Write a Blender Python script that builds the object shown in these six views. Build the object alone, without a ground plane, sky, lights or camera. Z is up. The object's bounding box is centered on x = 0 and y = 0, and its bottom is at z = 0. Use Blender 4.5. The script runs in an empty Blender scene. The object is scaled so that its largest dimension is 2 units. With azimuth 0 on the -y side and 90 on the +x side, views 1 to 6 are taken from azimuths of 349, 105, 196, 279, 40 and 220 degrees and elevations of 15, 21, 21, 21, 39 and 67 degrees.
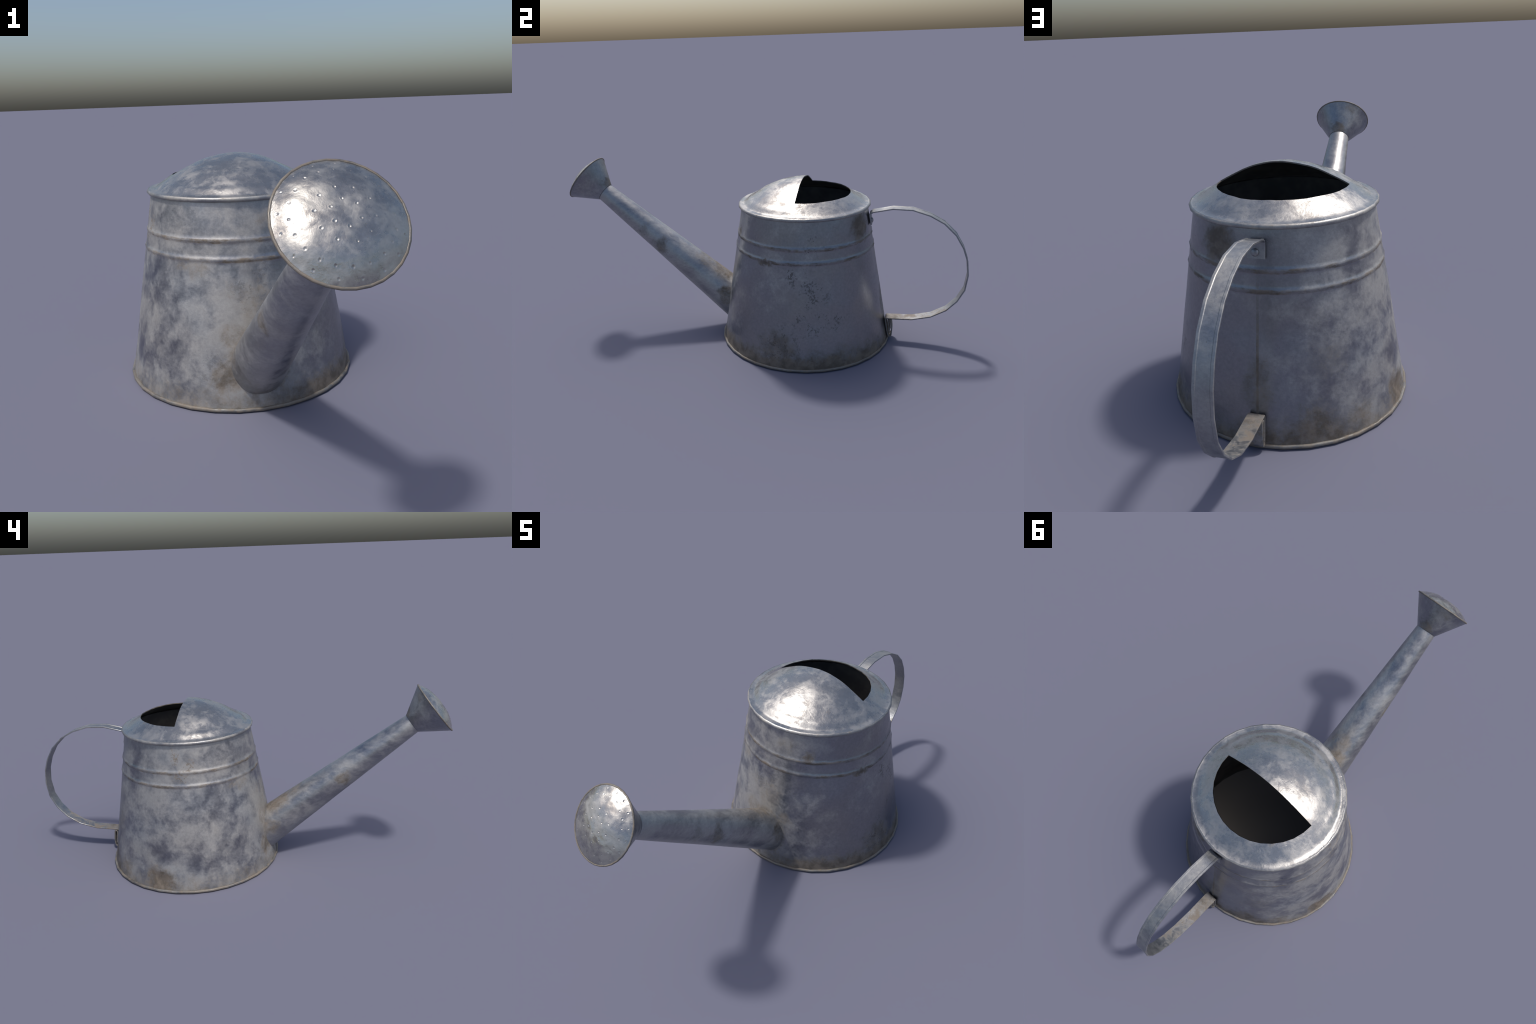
"""Weathered galvanised-steel watering can: tapered body with two ribs, half-covered domed lid,
long tapering spout with a conical rose, and a flat strap handle."""
import bpy, math
from math import pi, sin, cos, tau, sqrt, exp
from mathutils import Vector, noise

noise.seed_set(7)
CY = 0.228                      # the body's axis stands at x = 0, y = CY
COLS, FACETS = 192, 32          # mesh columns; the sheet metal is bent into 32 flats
FLAT = tau / FACETS

# ------------------------------------------------------------------ small helpers
def smooth(a, b, x):
    t = min(max((x - a) / (b - a), 0), 1)
    return t * t * (3 - 2 * t)

def lerp_profile(pts, x):
    for (x0, y0), (x1, y1) in zip(pts, pts[1:]):
        if x <= x1:
            return y0 + (y1 - y0) * (x - x0) / (x1 - x0)
    return pts[-1][1]

def spline(pts, steps):
    """Catmull-Rom through 2D points."""
    out = []
    for i in range(len(pts) - 1):
        p0, p1, p2, p3 = pts[max(i - 1, 0)], pts[i], pts[i + 1], pts[min(i + 2, len(pts) - 1)]
        for k in range(steps):
            t = k / steps
            out.append(tuple(0.5 * (2 * b + (c - a) * t + (2 * a - 5 * b + 4 * c - d) * t * t
                                    + (3 * b - a - 3 * c + d) * t ** 3) for a, b, c, d in zip(p0, p1, p2, p3)))
    out.append(tuple(pts[-1]))
    return out

def flat_factor(th):
    """Scales a circle's radius to a 32-sided polygon (corners on the circle)."""
    d = (th % FLAT) - FLAT / 2
    return cos(FLAT / 2) / cos(d)

def make_mesh(name, verts, faces, mats, parent, normals=None, mat_of=None, sharp=None):
    me = bpy.data.meshes.new(name)
    me.from_pydata([tuple(v) for v in verts], [], faces)
    for m in mats:
        me.materials.append(m)
    if mat_of:
        for p, k in zip(me.polygons, mat_of):
            p.material_index = k
    me.update()
    for p in me.polygons:
        p.use_smooth = True
    if sharp:
        me.set_sharp_from_angle(angle=math.radians(sharp))
    if normals:
        me.normals_split_custom_set_from_vertices([tuple(n) for n in normals])
    ob = bpy.data.objects.new(name, me)
    bpy.context.scene.collection.objects.link(ob)
    ob.parent = parent
    return ob

def vertex_normals(verts, faces):
    n = [Vector() for _ in verts]
    for f in faces:
        a, b, c = verts[f[0]], verts[f[1]], verts[f[2]]
        d = verts[f[-1]]
        k = (c - a).cross(d - b) if len(f) == 4 else (b - a).cross(c - a)
        for i in f:
            n[i] += k
    return [v.normalized() if v.length > 1e-12 else Vector((0, 0, 1)) for v in n]

def lathe(name, profile, parent, mats, frame=None, facet=True, bend=None, cols=COLS, closed=False, mat_rows=None):
    """Turns (radius, height) pairs round an axis. frame = (origin, axis x, axis y, axis z).
    bend(radius, height, angle) may return an altered radius and height. Shading stays round while
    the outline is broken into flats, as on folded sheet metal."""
    o, ax, ay, az = frame or (Vector((0, CY, 0)), Vector((1, 0, 0)), Vector((0, 1, 0)), Vector((0, 0, 1)))
    V, F, M, fac = [], [], [], []
    for r, h in profile:
        for k in range(cols):
            th = tau * k / cols
            rr, hh = bend(r, h, th) if bend else (r, h)
            V.append(o + ax * (rr * cos(th)) + ay * (rr * sin(th)) + az * hh)
            fac.append((rr, hh, th))
    n = len(profile)
    for i in range(n if closed else n - 1):
        j = (i + 1) % n
        for k in range(cols):
            k2 = (k + 1) % cols
            F.append((i * cols + k, i * cols + k2, j * cols + k2, j * cols + k))
            M.append(mat_rows(i) if mat_rows else 0)
    N = vertex_normals(V, F)
    if facet:
        V = [o + ax * (r * flat_factor(th) * cos(th)) + ay * (r * flat_factor(th) * sin(th)) + az * h for r, h, th in fac]
    return make_mesh(name, V, F, mats, parent, N, M)

# ------------------------------------------------------------------ materials
class Graph:
    def __init__(self, name):
        self.mat = bpy.data.materials.new(name)
        self.mat.use_nodes = True
        self.t = self.mat.node_tree
        self.bsdf = self.t.nodes["Principled BSDF"]
        self.obj = self.t.nodes.new("ShaderNodeTexCoord").outputs["Object"]

    def put(self, sock, v):
        if isinstance(v, bpy.types.NodeSocket):
            self.t.links.new(v, sock)
        elif v is not None:
            sock.default_value = v

    def node(self, kind, **props):
        n = self.t.nodes.new(kind)
        for k, v in props.items():
            setattr(n, k, v)
        return n

    def math(self, op, a, b=None, c=None, clamp=False):
        n = self.node("ShaderNodeMath", operation=op, use_clamp=clamp)
        for s, v in zip(n.inputs, (a, b, c)):
            self.put(s, v)
        return n.outputs[0]

    def vmath(self, op, a, b=None, out=0):
        n = self.node("ShaderNodeVectorMath", operation=op)
        self.put(n.inputs[0], a)
        self.put(n.inputs[1], b)
        return n.outputs[out]

    def noise(self, vec, scale, detail=4, rough=0.55, dist=0.0, color=False):
        n = self.node("ShaderNodeTexNoise")
        self.put(n.inputs["Vector"], vec)
        for k, v in (("Scale", scale), ("Detail", detail), ("Roughness", rough), ("Distortion", dist)):
            n.inputs[k].default_value = v
        return n.outputs["Color" if color else "Fac"]

    def step(self, v, a, b, lo=0.0, hi=1.0):
        n = self.node("ShaderNodeMapRange", interpolation_type="SMOOTHSTEP")
        self.put(n.inputs["Value"], v)
        for k, x in zip(("From Min", "From Max", "To Min", "To Max"), (a, b, lo, hi)):
            self.put(n.inputs[k], x)
        return n.outputs[0]

    def mix(self, f, a, b):
        n = self.node("ShaderNodeMix", data_type="RGBA")
        self.put(n.inputs["Factor"], f)
        for k, v in (("A", a), ("B", b)):
            s = [i for i in n.inputs if i.name == k and i.type == "RGBA"][0]
            self.put(s, (*v, 1) if isinstance(v, tuple) and len(v) == 3 else v)
        return [o for o in n.outputs if o.type == "RGBA"][0]

    def mixf(self, f, a, b):
        n = self.node("ShaderNodeMix", data_type="FLOAT")
        self.put(n.inputs[0], f)
        self.put(n.inputs[2], a)
        self.put(n.inputs[3], b)
        return n.outputs[0]

    def stretch(self, vec, sx, sy, sz, rot=(0, 0, 0), loc=(0, 0, 0)):
        n = self.node("ShaderNodeMapping")
        self.put(n.inputs["Vector"], vec)
        n.inputs["Scale"].default_value = (sx, sy, sz)
        n.inputs["Rotation"].default_value = rot
        n.inputs["Location"].default_value = loc
        return n.outputs[0]

    def xyz(self, vec):
        n = self.node("ShaderNodeSeparateXYZ")
        self.put(n.inputs[0], vec)
        return n.outputs

    def spot(self, vec, centre, radius, sharp=0.35, squash=(1, 1, 1)):
        """1 at the centre, fading to 0 at radius."""
        d = self.vmath("SUBTRACT", vec, centre)
        d = self.vmath("MULTIPLY", d, squash)
        return self.step(self.vmath("LENGTH", d, out=1), radius, radius * sharp)

    def most(self, *v):
        r = v[0]
        for x in v[1:]:
            r = self.math("MAXIMUM", r, x)
        return r


def galvanised(name, seed, dark=(0.255, 0.262, 0.285), pale=(0.395, 0.39, 0.38), patch=6.0, bias=0.495, soft=0.27,
               rough=(0.33, 0.54), metal=(0.96, 0.64), dirt=None, specks=None, edges=True, bump=0.25,
               flow=(1, 1, 1), flow_rot=(0, 0, 0), grime=0.35, lumps=0.0, shade=None, blue=0.18):
    """Weathered zinc: bluish smooth metal, pale dry oxide clouds, brown dirt and pinprick corrosion."""
    g = Graph(name)
    base = g.stretch(g.obj, *flow, rot=flow_rot, loc=(seed * 1.7, seed * 0.9, seed * 2.3))
    wob = g.vmath("SCALE", g.vmath("SUBTRACT", g.noise(base, 9, 3, color=True), (0.5, 0.5, 0.5)))
    wob.node.inputs["Scale"].default_value = 0.07
    warped = g.vmath("ADD", base, wob)
    big = g.noise(warped, patch, 3, 0.5)
    mid = g.noise(warped, patch * 3.2, 5, 0.6)
    fine = g.noise(base, 85, 4, 0.65)
    grit = g.noise(base, 260, 2, 0.6)
    cloud = g.math("ADD", g.math("MULTIPLY", big, 0.60), g.math("MULTIPLY", mid, 0.40))
    cloud = g.math("ADD", cloud, g.math("MULTIPLY", g.math("SUBTRACT", fine, 0.5), 0.10))
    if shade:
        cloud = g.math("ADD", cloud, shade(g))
    oxide = g.step(cloud, bias - soft * 0.5, bias + soft * 0.5)
    col = g.mix(oxide, dark, pale)
    # faint blue and warm drifts
    hue = g.noise(base, 5.0, 2)
    col = g.mix(g.step(hue, 0.48, 0.72, 0, blue), col, (0.27, 0.33, 0.40))
    col = g.mix(g.step(hue, 0.50, 0.28, 0, 0.22), col, (0.34, 0.315, 0.28))
    grain = g.math("ADD", g.math("MULTIPLY", fine, 0.42), g.math("MULTIPLY", grit, 0.20))
    grain = g.math("ADD", grain, 0.69)
    col = g.vmath("SCALE", col)
    g.put(col.node.inputs["Scale"], grain)
    rgh = g.mixf(oxide, rough[0], rough[1])
    rgh = g.math("ADD", rgh, g.math("MULTIPLY", g.math("SUBTRACT", mid, 0.5), 0.30), clamp=True)
    met = g.mixf(oxide, metal[0], metal[1])
    # brown dirt: painted places broken up by noise, plus a thin general grime
    dwarp = g.vmath("SCALE", g.vmath("SUBTRACT", g.noise(g.obj, 11, 5, 0.7, color=True), (0.5, 0.5, 0.5)))
    dwarp.node.inputs["Scale"].default_value = 0.11
    place = g.vmath("ADD", g.obj, dwarp)
    general = g.math("MULTIPLY", g.step(g.noise(base, 11, 6, 0.7), 0.60, 0.78), grime)
    mask = dirt(g, place, fine, mid) if dirt else 0.0
    mask = g.most(general, mask)
    rag = g.math("ADD", g.math("MULTIPLY", g.noise(g.obj, 24, 6, 0.72), 0.75), g.math("MULTIPLY", fine, 0.45))
    mask = g.math("ADD", mask, g.math("MULTIPLY", g.math("SUBTRACT", rag, 0.62), g.math("MULTIPLY", g.step(mask, 0.0, 0.3), 1.5)))
    mask = g.step(mask, 0.10, 1.05)
    col = g.mix(mask, col, g.mix(g.step(mid, 0.38, 0.62), (0.105, 0.088, 0.070), (0.185, 0.155, 0.125)))
    met = g.mixf(mask, met, 0.15)
    rgh = g.mixf(mask, rgh, 0.68)
    # dark corrosion specks
    pit = g.step(g.math("ADD", g.noise(base, 100, 3, 0.65), g.math("MULTIPLY", g.math("SUBTRACT", g.noise(base, 20, 3, 0.6), 0.5), 0.9)), 0.57, 0.68)
    pits = g.math("MULTIPLY", pit, specks(g, place)) if specks else g.math("MULTIPLY", g.step(g.noise(base, 120, 3, 0.6), 0.69, 0.74), 0.45)
    col = g.mix(pits, col, (0.075, 0.070, 0.066))
    met = g.mixf(pits, met, 0.25)
    if edges:
        geo = g.node("ShaderNodeNewGeometry")
        edge = g.math("MULTIPLY", g.step(geo.outputs["Pointiness"], 0.53, 0.60), g.step(mid, 0.35, 0.55, 0.25, 0.8))
        col = g.mix(edge, col, (0.40, 0.36, 0.31))
    g.put(g.bsdf.inputs["Base Color"], col)
    g.put(g.bsdf.inputs["Roughness"], rgh)
    g.put(g.bsdf.inputs["Metallic"], met)
    b = g.node("ShaderNodeBump")
    b.inputs["Strength"].default_value = bump
    b.inputs["Distance"].default_value = 0.004
    h = g.math("ADD", g.math("MULTIPLY", fine, 0.35), g.math("MULTIPLY", mid, 1.0))
    h = g.math("ADD", h, g.math("MULTIPLY", big, 3.0 * lumps))
    h = g.math("SUBTRACT", h, g.math("MULTIPLY", pits, 0.5))
    g.put(b.inputs["Height"], h)
    g.put(g.bsdf.inputs["Normal"], b.outputs[0])
    return g.mat


RIB_A, RIB_B = 0.553, 0.492

def body_dirt(g, p, fine, mid):
    x, y, z = g.xyz(p)
    ox, oy, oz = g.xyz(g.obj)
    # ribs hold dirt on their outer crest and below it, in broken dashes
    dash = g.step(g.noise(g.stretch(g.obj, 1, 1, 3.5), 13, 4, 0.7), 0.42, 0.66)
    ribs = []
    for h in (RIB_A, RIB_B):
        d = g.math("ABSOLUTE", g.math("SUBTRACT", oz, h - 0.003))
        ribs.append(g.math("MULTIPLY", g.step(d, 0.0115, 0.0045), g.math("ADD", g.math("MULTIPLY", dash, 0.6), 0.42)))
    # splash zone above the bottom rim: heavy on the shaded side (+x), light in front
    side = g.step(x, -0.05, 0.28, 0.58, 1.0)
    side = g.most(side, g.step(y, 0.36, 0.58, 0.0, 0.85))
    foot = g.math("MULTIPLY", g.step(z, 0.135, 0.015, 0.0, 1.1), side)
    brim = g.step(oz, 0.026, 0.012, 0, 0.7)
    # seam at the back, widening into a stain above the lower strap tab
    back = g.step(oy, 0.4, 0.5)
    seam = g.math("MULTIPLY", g.step(g.math("ABSOLUTE", g.math("ADD", ox, 0.001)), 0.0075, 0.002), back)
    seam = g.math("MULTIPLY", seam, g.step(oz, 0.62, 0.22, 0.22, 0.95))
    places = [(( 0.132, 0.510, 0.617), 0.105, 1.0), ((0.0, 0.605, 0.19), 0.085, 0.62, (1, 1, 0.55)), ((-0.395, 0.30, 0.045), 0.13, 1.05),
              ((0.311, 0.11, 0.479), 0.055, 0.9, (1, 1, 2.4)), ((0.393, 0.173, 0.10), 0.15, 0.75), ((0.323, 0.475, 0.04), 0.13, 0.7),
              ((-0.398, 0.323, 0.035), 0.08, 0.8), ((-0.18, 0.59, 0.045), 0.15, 0.9), ((-0.30, 0.50, 0.04), 0.12, 0.7), ((-0.20, 0.54, 0.26), 0.12, 0.42),
              ((-0.115, -0.16, 0.11), 0.10, 0.85), ((-0.08, -0.137, 0.245), 0.075, 0.6), ((0.0, -0.125, 0.37), 0.14, 0.5),
              ((-0.221, -0.025, 0.464), 0.06, 0.6, (1, 1, 3)), ((-0.08, -0.11, 0.40), 0.07, 0.35), ((0.155, -0.046, 0.584), 0.045, 0.75),
              ((0.055, -0.076, 0.616), 0.06, 0.5), ((-0.176, -0.059, 0.46), 0.06, 0.5), ((0.092, -0.13, 0.26), 0.06, 0.6)]
    spots = [g.math("MULTIPLY", g.spot(p, q[0], q[1], 0.25, q[3] if len(q) > 3 else (1, 1, 1)), q[2]) for q in places]
    # rusty dribbles below the lid
    drip = g.vmath("ADD", g.obj, g.vmath("MULTIPLY", g.vmath("SUBTRACT", g.noise(g.obj, 30, 4, 0.7, color=True), (0.5, 0.5, 0.5)), (0.03, 0.09, 0.05)))
    for c, s in (((-0.308, 0.215, 0.62), (1, 2.9, 1)), ((-0.312, 0.155, 0.575), (1, 2.9, 1)), ((-0.32, 0.19, 0.535), (1, 1, 1.4))):
        spots.append(g.math("MULTIPLY", g.math("MULTIPLY", g.spot(drip, c, 0.075, 0.2, s), 0.75), g.step(fine, 0.42, 0.56)))
    # dark brown ring round the spout's root
    rel = g.vmath("SUBTRACT", g.obj, (0.0, -0.8241, 0.6945))
    off = g.vmath("LENGTH", g.vmath("CROSS_PRODUCT", rel, (0.0, -0.781, 0.6245)), out=1)
    root = g.math("MULTIPLY", g.step(off, 0.122, 0.095), g.step(oy, 0.1, 0.0, 0.0, 0.62))
    return g.most(*ribs, foot, brim, seam, root, *spots)

def body_specks(g, p):
    parts = [g.spot(p, c, r) for c, r in (((0.336, 0.335, 0.366), 0.10), ((0.363, 0.322, 0.235), 0.11), ((0.322, 0.42, 0.233), 0.07),
                                         ((0.303, 0.321, 0.56), 0.06), ((0.338, 0.266, 0.437), 0.09), 
                                         ((0.39, 0.19, 0.12), 0.12))]
    front = g.most(*[g.spot(p, c, r) for c, r in (((-0.15, -0.15, 0.13), 0.09), ((0.06, -0.13, 0.45), 0.11), ((-0.02, -0.11, 0.40), 0.09))])
    return g.math("ADD", g.most(g.math("MULTIPLY", g.most(*parts), 0.68), g.math("MULTIPLY", front, 0.32)), 0.05)

def spout_dirt(g, p, fine, mid):
    places = [((-0.068, -0.511, 0.446), 0.06, 0.75), ((0.068, -0.51, 0.445), 0.062, 0.7), ((0.058, -0.60, 0.52), 0.05, 0.5),
              ((-0.02, -0.20, 0.30), 0.11, 0.85), ((0.0, -0.28, 0.365), 0.09, 0.55), ((0.088, -0.154, 0.20), 0.08, 0.8),
              ((-0.091, -0.165, 0.186), 0.075, 0.7), ((0.0, -0.17, 0.05), 0.09, 0.6)]
    return g.most(*[g.math("MULTIPLY", g.spot(p, c, r), s) for c, r, s in places])

def rose_dirt(g, p, fine, mid):
    return g.most(g.math("MULTIPLY", g.spot(p, (0.0, -0.80, 0.745), 0.06), 0.8), g.math("MULTIPLY", g.spot(p, (-0.05, -0.84, 0.84), 0.05), 0.5))

def rim_dirt(g, p, fine, mid):
    return g.step(mid, 0.36, 0.60, 0.10, 0.75)

def strap_dirt(g, p, fine, mid):
    x, y, z = g.xyz(p)
    low = g.math("MULTIPLY", g.step(z, 0.26, 0.12), g.step(mid, 0.36, 0.62, 0.15, 0.85))
    root = g.math("MULTIPLY", g.spot(p, (0.0, 0.66, 0.115), 0.09), 0.8)
    return g.most(low, root)

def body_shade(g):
    """Paints the shadow side: fewer pale clouds darken the +x flank and back."""
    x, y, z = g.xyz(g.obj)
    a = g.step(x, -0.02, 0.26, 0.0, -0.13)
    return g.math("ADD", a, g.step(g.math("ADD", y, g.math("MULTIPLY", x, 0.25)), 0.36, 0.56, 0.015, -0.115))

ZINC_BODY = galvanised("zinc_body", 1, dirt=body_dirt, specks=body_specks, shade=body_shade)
ZINC_LID = galvanised("zinc_lid", 4, patch=10, bias=0.515, soft=0.21, rough=(0.205, 0.42), metal=(0.86, 0.78),
                      pale=(0.40, 0.392, 0.38), dark=(0.36, 0.358, 0.35), grime=0.4, bump=0.3, blue=0.05)  # base tones warmed to cancel the blue sky reflected in the dome
ZINC_SPOUT = galvanised("zinc_spout", 9, patch=8, soft=0.40, dirt=spout_dirt, flow=(1.2, 0.65, 1.2), flow_rot=(0.85, 0, 0), rough=(0.33, 0.5), metal=(0.95, 0.68), dark=(0.27, 0.275, 0.295), pale=(0.415, 0.41, 0.40))  # dark tone lowered for the shadow on the tube's front
ZINC_ROSE = galvanised("zinc_rose", 12, patch=8, bias=0.56, dirt=rose_dirt, grime=0.45)
ZINC_FACE = galvanised("zinc_rose_face", 15, patch=12, bias=0.515, soft=0.25, rough=(0.18, 0.40), metal=(0.9, 0.78),
                       blue=0.05, dark=(0.35, 0.345, 0.335), pale=(0.40, 0.392, 0.375), grime=0.3, bump=0.25, edges=False)  # tinted slightly warm against bluish skylight on the face
ZINC_RIM = galvanised("zinc_rim", 17, patch=14, dirt=rim_dirt, dark=(0.15, 0.14, 0.128), pale=(0.23, 0.212, 0.186), rough=(0.5, 0.66), metal=(0.6, 0.3), bump=0.3, edges=False)
ZINC_LID_RIM = galvanised("zinc_lid_rim", 27, patch=14, dirt=lambda g, p, fine, mid: g.step(mid, 0.45, 0.66, 0.0, 0.5), dark=(0.27, 0.27, 0.275),
                          pale=(0.39, 0.38, 0.36), rough=(0.46, 0.58), metal=(0.85, 0.65))
ZINC_STRAP = galvanised("zinc_strap", 21, patch=11, soft=0.45, dirt=strap_dirt, dark=(0.27, 0.275, 0.29), pale=(0.38, 0.375, 0.36), rough=(0.42, 0.54), metal=(0.92, 0.75))  # both greys darkened to the strap's brightness on its unlit side

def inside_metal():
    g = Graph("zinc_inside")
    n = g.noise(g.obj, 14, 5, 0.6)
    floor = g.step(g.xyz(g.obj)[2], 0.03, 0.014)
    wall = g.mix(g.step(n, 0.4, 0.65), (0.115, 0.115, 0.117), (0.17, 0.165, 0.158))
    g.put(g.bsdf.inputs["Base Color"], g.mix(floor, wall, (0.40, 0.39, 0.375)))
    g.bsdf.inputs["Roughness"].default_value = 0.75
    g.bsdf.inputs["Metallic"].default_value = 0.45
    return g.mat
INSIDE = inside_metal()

# ------------------------------------------------------------------ the can
can = bpy.data.objects.new("watering_can", None)
bpy.context.scene.collection.objects.link(can)
can["label"] = "old galvanised metal watering can with long spout and rose"
can["category"] = "watering can"

# ---- body: a tapered drum with two pressed ribs, dents near the foot
R0, TAPER, TOP = 0.4155, 0.1724, 0.680

def wall(z):
    return R0 - TAPER * z

def rib(z):
    return sum(0.0037 * exp(-((z - h) / 0.0067) ** 2) for h in (RIB_A, RIB_B))

def dents(x, y, z):
    d = 0.0016 * noise.noise(Vector((x * 5, y * 5, z * 4)))
    d += 0.0006 * noise.noise(Vector((x * 14, y * 14, z * 9 + 5)))
    # a crease struck into the wall just above the foot, running down and forward
    u, w = (y - 0.310) * -0.52 + (z - 0.060) * 0.85, (y - 0.310) * 0.85 + (z - 0.060) * 0.52
    if x < 0:
        d -= 0.0062 * exp(-(u / 0.026) ** 2 - (w / 0.080) ** 2)
        d += 0.0022 * exp(-((u - 0.050) / 0.03) ** 2 - (w / 0.09) ** 2)
        d -= 0.002 * exp(-((y - 0.44) / 0.03) ** 2 - ((z - 0.10) / 0.07) ** 2)
    # lap seam at the back
    if y > CY:
        d += 0.0016 * smooth(-0.004, 0.001, x) * smooth(0.03, 0.0, x)
    return d

outer = [0.004 + i * (TOP - 0.004) / 150 for i in range(151)]
prof = [(wall(z) + rib(z), z) for z in outer]
n_out = len(prof)
prof += [(wall(TOP) - 0.004, TOP), ] + [(wall(z) - 0.010, z) for z in (0.5, 0.3, 0.1, 0.012)] + [(0.2, 0.012), (0.001, 0.012)]

def body_bend(r, h, th):
    if r < wall(h) - 0.003:
        return r, h
    fade = smooth(0.0, 0.03, h) * smooth(TOP, TOP - 0.03, h)
    return r + fade * dents(r * cos(th), CY + r * sin(th), h), h

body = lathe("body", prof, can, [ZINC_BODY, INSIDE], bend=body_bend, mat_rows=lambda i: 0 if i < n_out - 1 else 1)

# ---- foot: rolled wire edge and the bottom plate
RB = 0.4225
foot = [(0.02, 0.004), (0.38, 0.004), (RB - 0.012, 0.0015)]
foot += [(RB - 0.0055 + 0.0055 * cos(a), 0.0065 + 0.0065 * sin(a)) for a in [-pi / 2 + i * pi / 8 for i in range(9)]]
foot += [(RB - 0.0105, 0.0118)]
lathe("base_rim", foot, body, [ZINC_RIM])

# ---- lid: shallow dome cut away behind, flat flange and rolled edge
OPEN_R, RL, ZL = 0.2192, 0.3128, 0.6815
DOME = [(0.0, 0.8045), (0.03, 0.8025), (0.06, 0.798), (0.105, 0.787), (0.142, 0.773), (0.18, 0.756), (0.2192, 0.7345),
        (0.25, 0.7145), (0.272, 0.7005), (0.287, 0.6925), (0.300, 0.6895), (0.307, 0.6895)]
ring_pts = spline(DOME, 5)
ring_pts = sorted(ring_pts + [(OPEN_R + 1e-5, lerp_profile(ring_pts, OPEN_R))])
edge_arc = [(RL - 0.0062 + 0.0062 * cos(a), ZL + 0.0072 * sin(a)) for a in [pi / 2 - 0.3 - i * (pi - 0.2) / 9 for i in range(10)]]
top_prof = ring_pts[1:] + edge_arc + [(0.300, 0.6745)]

def lid_height(r, z, th):
    x, y = r * cos(th), CY + r * sin(th)
    k = smooth(0.312, 0.27, r)
    front = smooth(0.15, -0.35, sin(th))                  # a sharper crease where the hood meets the flange
    z += front * (0.0032 * exp(-((r - 0.262) / 0.013) ** 2) - 0.0016 * exp(-((r - 0.287) / 0.008) ** 2)
                  + 0.0010 * exp(-((r - 0.200) / 0.010) ** 2))
    return z + k * (0.0022 * noise.noise(Vector((x * 7, y * 7, 3.3))) + 0.0017 * noise.noise(Vector((x * 15, y * 15, 8.1)))
                + 0.0005 * noise.noise(Vector((x * 38, y * 38, 2.1))))

def build_lid():
    rows = [p for p in top_prof]
    V, F, FL = [], [], []
    for r, z in rows:
        for k in range(COLS):
            th = tau * k / COLS
            V.append(Vector((r * cos(th), CY + r * sin(th), lid_height(r, z, th))))
            FL.append((r, th))
    apex = len(V)
    V.append(Vector((0, CY, lid_height(0, ring_pts[0][1], 0))))
    hole_row = next(i for i, (r, z) in enumerate(rows) if r >= OPEN_R)
    for k in range(COLS):                                 # front half of the cap, th in (pi, 2 pi)
        if k >= COLS // 2:
            F.append((k, (k + 1) % COLS, apex))
    for i in range(len(rows) - 1):
        for k in range(COLS):
            if i < hole_row and k < COLS // 2:
                continue
            k2 = (k + 1) % COLS
            F.append((i * COLS + k2, i * COLS + k, (i + 1) * COLS + k, (i + 1) * COLS + k2))
    N = vertex_normals(V, F)
    if N[COLS * 10 + 3].z < 0:
        F = [tuple(reversed(f)) for f in F]
        N = [-v for v in N]
    for v, (r, th) in zip(V, FL):
        f = 1 + (flat_factor(th) - 1) * smooth(0.1, 0.2, r)
        v.x, v.y = r * f * cos(th), CY + r * f * sin(th)
    # second skin below, walls along free edges
    T, n = 0.0042, len(V)
    used = {i for f in F for i in f}
    inner = [v - nn * T for v, nn in zip(V, N)]
    F2 = [tuple(n + i for i in reversed(f)) for f in F]
    count = {}
    for f in F:
        for a, b in zip(f, f[1:] + f[:1]):
            count[(a, b)] = 1
    walls = [(b, a, n + a, n + b) for (a, b) in count if (b, a) not in count]
    m = 2 * n                                             # wall vertices are separate so edges stay crisp
    WV, WF, ids = [], [], {}
    for a, b, c, d in walls:
        face = []
        for i in (a, b, c, d):
            if i not in ids:
                ids[i] = m + len(WV)
                WV.append((V + inner)[i].copy())
            face.append(ids[i])
        WF.append(tuple(face))
    allV = V + inner + WV
    WN = vertex_normals(allV, WF)[m:]
    allN = N + [-x for x in N] + WN
    keep = sorted({i for f in F + F2 + WF for i in f})
    re = {o: k for k, o in enumerate(keep)}
    faces = [tuple(re[i] for i in f) for f in F + F2 + WF]
    mats = [0] * len(F) + [1] * len(F2) + [2] * len(WF)
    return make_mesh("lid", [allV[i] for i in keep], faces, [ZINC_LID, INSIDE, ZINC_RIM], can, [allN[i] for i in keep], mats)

lid = build_lid()

# rolled edge of the lid, a dirtier bead of its own
lathe("lid_rim", [(RL - 0.0064 + 0.0070 * cos(a), ZL + 0.0078 * sin(a)) for a in [1.25 - i * 2.9 / 14 for i in range(15)]]
      + [(0.2985, 0.6735)], lid, [ZINC_LID_RIM])

# ---- spout: tapered tube, its root trimmed to the wall of the body
AX = Vector((0, -0.781, 0.6245)).normalized()             # spout direction, outwards
SX, SY = Vector((1, 0, 0)), Vector((0, 0.6245, 0.781)).normalized()
NECK = Vector((0, -0.8241, 0.6945))
S_LEN = 0.8965

def spout_radius(t):
    return 0.0462 + 0.0499 * t / S_LEN

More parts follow.
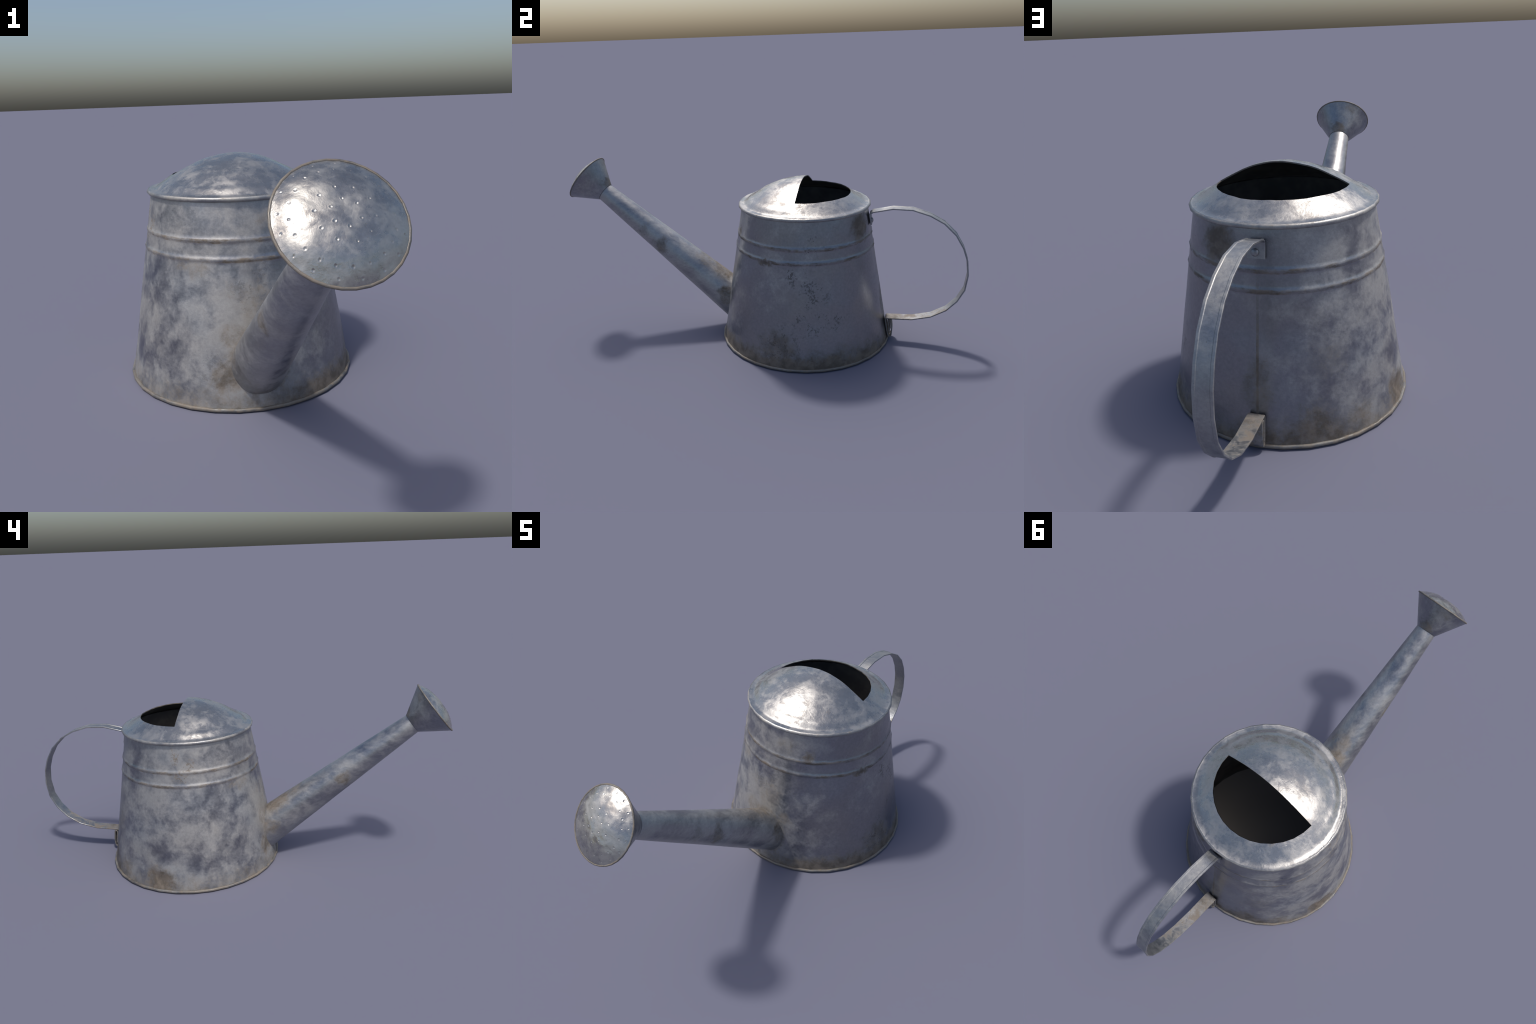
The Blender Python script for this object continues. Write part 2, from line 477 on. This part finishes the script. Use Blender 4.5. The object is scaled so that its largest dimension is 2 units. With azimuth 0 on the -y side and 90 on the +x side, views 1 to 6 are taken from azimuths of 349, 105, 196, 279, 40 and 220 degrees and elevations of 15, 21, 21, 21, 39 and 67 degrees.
def build_spout():
    cols, rows = 128, 60
    V, F = [], []
    for i in range(rows + 1):
        for k in range(cols):
            th = tau * k / cols
            def at(t):
                return NECK - AX * t + (SX * cos(th) + SY * sin(th)) * spout_radius(t)
            lo, hi = 0.3, 1.05
            for _ in range(30):                           # where this line of the tube meets the wall
                mid = (lo + hi) / 2
                p = at(mid)
                if math.hypot(p.x, p.y - CY) > wall(p.z) - 0.006:
                    lo = mid
                else:
                    hi = mid
            t = -0.004 + (lo + 0.004) * i / rows
            p = at(t)
            d = 0.0010 * noise.noise(Vector((p.x * 18, p.y * 7, p.z * 7)))
            V.append(p + (SX * cos(th) + SY * sin(th)) * d * smooth(0, 0.05, t))
    for i in range(rows):
        for k in range(cols):
            k2 = (k + 1) % cols
            F.append((i * cols + k, (i + 1) * cols + k, (i + 1) * cols + k2, i * cols + k2))
    F = [tuple(reversed(f)) for f in F] if vertex_normals(V, F)[5 * cols].dot(SX) < 0 else F
    return make_mesh("spout", V, F, [ZINC_SPOUT], can)

build_spout()

# ---- rose: cone, rolled rim and domed perforated face
RQ, RR = Vector((0, -0.917, 0.768)), 0.1295
LEN_CONE = (RQ - Vector((0, -0.8241, 0.6931))).length
frame = (RQ, SX, SY, AX)
# SX x SY must equal AX for outward faces
if SX.cross(SY).dot(AX) < 0:
    frame = (RQ, -SX, SY, AX)
cone_prof = [(0.0440, -LEN_CONE + 0.002), (0.0482, -LEN_CONE), (0.0490, -LEN_CONE + 0.002)]
cone_prof += [(0.0490 + (RR - 0.0035 - 0.0490) * t, -LEN_CONE + 0.002 + (LEN_CONE - 0.004) * t) for t in [i / 14 for i in range(1, 15)]]
rose = lathe("rose", cone_prof, can, [ZINC_ROSE], frame)
lathe("rose_rim", [(RR - 0.0034 + 0.0034 * cos(a), 0.0008 + 0.0034 * sin(a)) for a in [-2.4 + i * 4.6 / 12 for i in range(13)]], rose, [ZINC_RIM], frame)

RINGS = [(0.0270, 6, 28, 0.0), (0.0535, 10, 9, 1.0), (0.0950, 20, 1, 1.0), (0.1143, 17, 10.5, 1.0)]
CAP_H, CAP_R = 0.0335, 0.1264

def build_rose_face():
    import random
    rnd = random.Random(3)
    holes = []
    for ring, count, phase, jit in RINGS:
        for i in range(count):
            a = math.radians(phase + 360 * i / count + rnd.uniform(-1.5, 1.5))
            q = ring + rnd.uniform(-0.0012, 0.0012)
            holes.append((q * cos(a), q * sin(a), rnd.uniform(0.8, 1.15)))
    o, ax, ay, az = frame
    flip = -1 if ax.x > 0 else 1                          # ring angles are read from the -x side
    cells = {}
    for hx, hy, s in holes:
        for ix in (-1, 0, 1):
            for iy in (-1, 0, 1):
                cells.setdefault((int(hx // 0.01) + ix, int(hy // 0.01) + iy), []).append((hx, hy, s))
    rows, cols = 100, 512
    V, F = [], []
    for i in range(rows + 1):
        q = CAP_R * i / rows
        for k in range(cols):
            th = tau * k / cols
            x, y = q * cos(th), q * sin(th)
            u = q / CAP_R
            z = 0.0020 + CAP_H * max(0, 1 - u ** 2.8) ** 1.12
            z += (0.0017 * noise.noise(Vector((x * 24, y * 24, 1.7))) + 0.0006 * noise.noise(Vector((x * 55, y * 55, 4.2)))) * smooth(1, 0.85, u)
            for hx, hy, s in cells.get((int(x * flip // 0.01), int(y // 0.01)), ()):
                d = math.hypot(x * flip - hx, y - hy) / (0.0022 * s)
                if d < 3:
                    z += -0.0011 * exp(-d * d) + 0.0003 * exp(-((d - 1.5) / 0.5) ** 2)
            f = 1 + (flat_factor(th) - 1) * smooth(0.8, 1, u)
            V.append(o + ax * (x * f) + ay * (y * f) + az * z)
    for i in range(rows):
        for k in range(cols):
            k2 = (k + 1) % cols
            F.append((i * cols + k, (i + 1) * cols + k, (i + 1) * cols + k2, i * cols + k2))
    # flat ring tucked into the rim
    b = len(V)
    for k in range(cols):
        th = tau * k / cols
        f = flat_factor(th)
        V.append(o + ax * (0.1285 * f * cos(th)) + ay * (0.1285 * f * sin(th)) + az * 0.0004)
    for k in range(cols):
        k2 = (k + 1) % cols
        F.append((rows * cols + k, b + k, b + k2, rows * cols + k2))
    return make_mesh("rose_face", V, F, [ZINC_FACE], rose)

build_rose_face()

# ---- handle: hemmed flat strap bent to a hoop, tabs riveted to the wall
W, T = 0.0545, 0.0062

def strap(name, path, parent, width=W, thick=T, hem=True):
    """Sweeps a flat strip (across x) along a path in the y-z plane."""
    h, t = width / 2, thick / 2
    if hem:
        e = 0.0085
        sec = [(-h, -t * .7), (-h, t * .6), (-h + .0012, t), (-h + e - .001, t), (-h + e + .0012, t - .0016), (h - e - .0012, t - .0016),
               (h - e + .001, t), (h - .0012, t), (h, t * .6), (h, -t * .7), (h - .0012, -t), (-h + .0012, -t)]
    else:
        sec = [(-h, -t * .6), (-h, t * .6), (-h + .001, t), (h - .001, t), (h, t * .6), (h, -t * .6), (h - .001, -t), (-h + .001, -t)]
    V, F, m = [], [], len(sec)
    P = [Vector((0, y, z)) for y, z in path]
    for i, p in enumerate(P):
        d0 = (p - P[i - 1]).normalized() if i else None
        d1 = (P[i + 1] - p).normalized() if i < len(P) - 1 else None
        d0, d1 = d0 or d1, d1 or d0
        tan = (d0 + d1).normalized()
        nor = Vector((0, -tan.z, tan.y)) / max(0.45, tan.dot(d0))
        for a, b in sec:
            V.append(Vector((a, 0, 0)) + p + nor * b)
    for i in range(len(P) - 1):
        for k in range(m):
            k2 = (k + 1) % m
            F.append((i * m + k, (i + 1) * m + k, (i + 1) * m + k2, i * m + k2))
    F += [tuple(range(m)), tuple(reversed(range((len(P) - 1) * m, len(P) * m)))]
    ob = make_mesh(name, V, F, [ZINC_STRAP], parent)
    for e in ob.data.edges:                               # crisp along the strap, soft round its bends
        a, b = e.vertices
        if a % m == b % m or a // m == b // m and (a < m or a >= (len(P) - 1) * m):
            e.use_edge_sharp = True
    return ob

HOOP = [(0.5490, 0.6450), (0.5545, 0.6500), (0.645, 0.6695), (0.734, 0.6675), (0.812, 0.6440), (0.876, 0.6095), (0.931, 0.5565),
        (0.967, 0.496), (0.988, 0.437), (0.9965, 0.366), (0.9875, 0.292), (0.957, 0.2310), (0.911, 0.1805), (0.843, 0.1405),
        (0.755, 0.1180), (0.645, 0.1130)]
TOP_TAB = [(0.5490, 0.590), (0.5440, 0.618), (0.5405, 0.637), (0.5425, 0.6425)]
LOW_TAB = [(0.6345, 0.1120), (0.6320, 0.1085), (0.6320, 0.1020), (0.6400, 0.0520), (0.6460, 0.0255), (0.6490, 0.0190), (0.6540, 0.0165),
           (0.6600, 0.0200), (0.6625, 0.0280), (0.6640, 0.0520), (0.6575, 0.1000), (0.6550, 0.1040), (0.6505, 0.1055), (0.6455, 0.1020),
           (0.6455, 0.0960), (0.6500, 0.0640), (0.6535, 0.0360)]
handle = strap("handle", TOP_TAB + HOOP + LOW_TAB, can)

# rivet through the upper tab
def rivet(parent):
    out = Vector((0, cos(0.17), sin(0.17)))
    fr = (Vector((0.003, 0.5475, 0.6085)), Vector((-1, 0, 0)), Vector((0, -out.z, out.y)), out)
    if fr[1].cross(fr[2]).dot(out) < 0:
        fr = (fr[0], -fr[1], fr[2], fr[3])
    prof = [(0.0118, 0.0), (0.0118, 0.0035), (0.0105, 0.0060), (0.0075, 0.0080), (0.004, 0.0088), (0.0004, 0.0090)]
    return lathe("rivet", prof, parent, [ZINC_STRAP], fr, facet=False, cols=32)

rivet(handle)
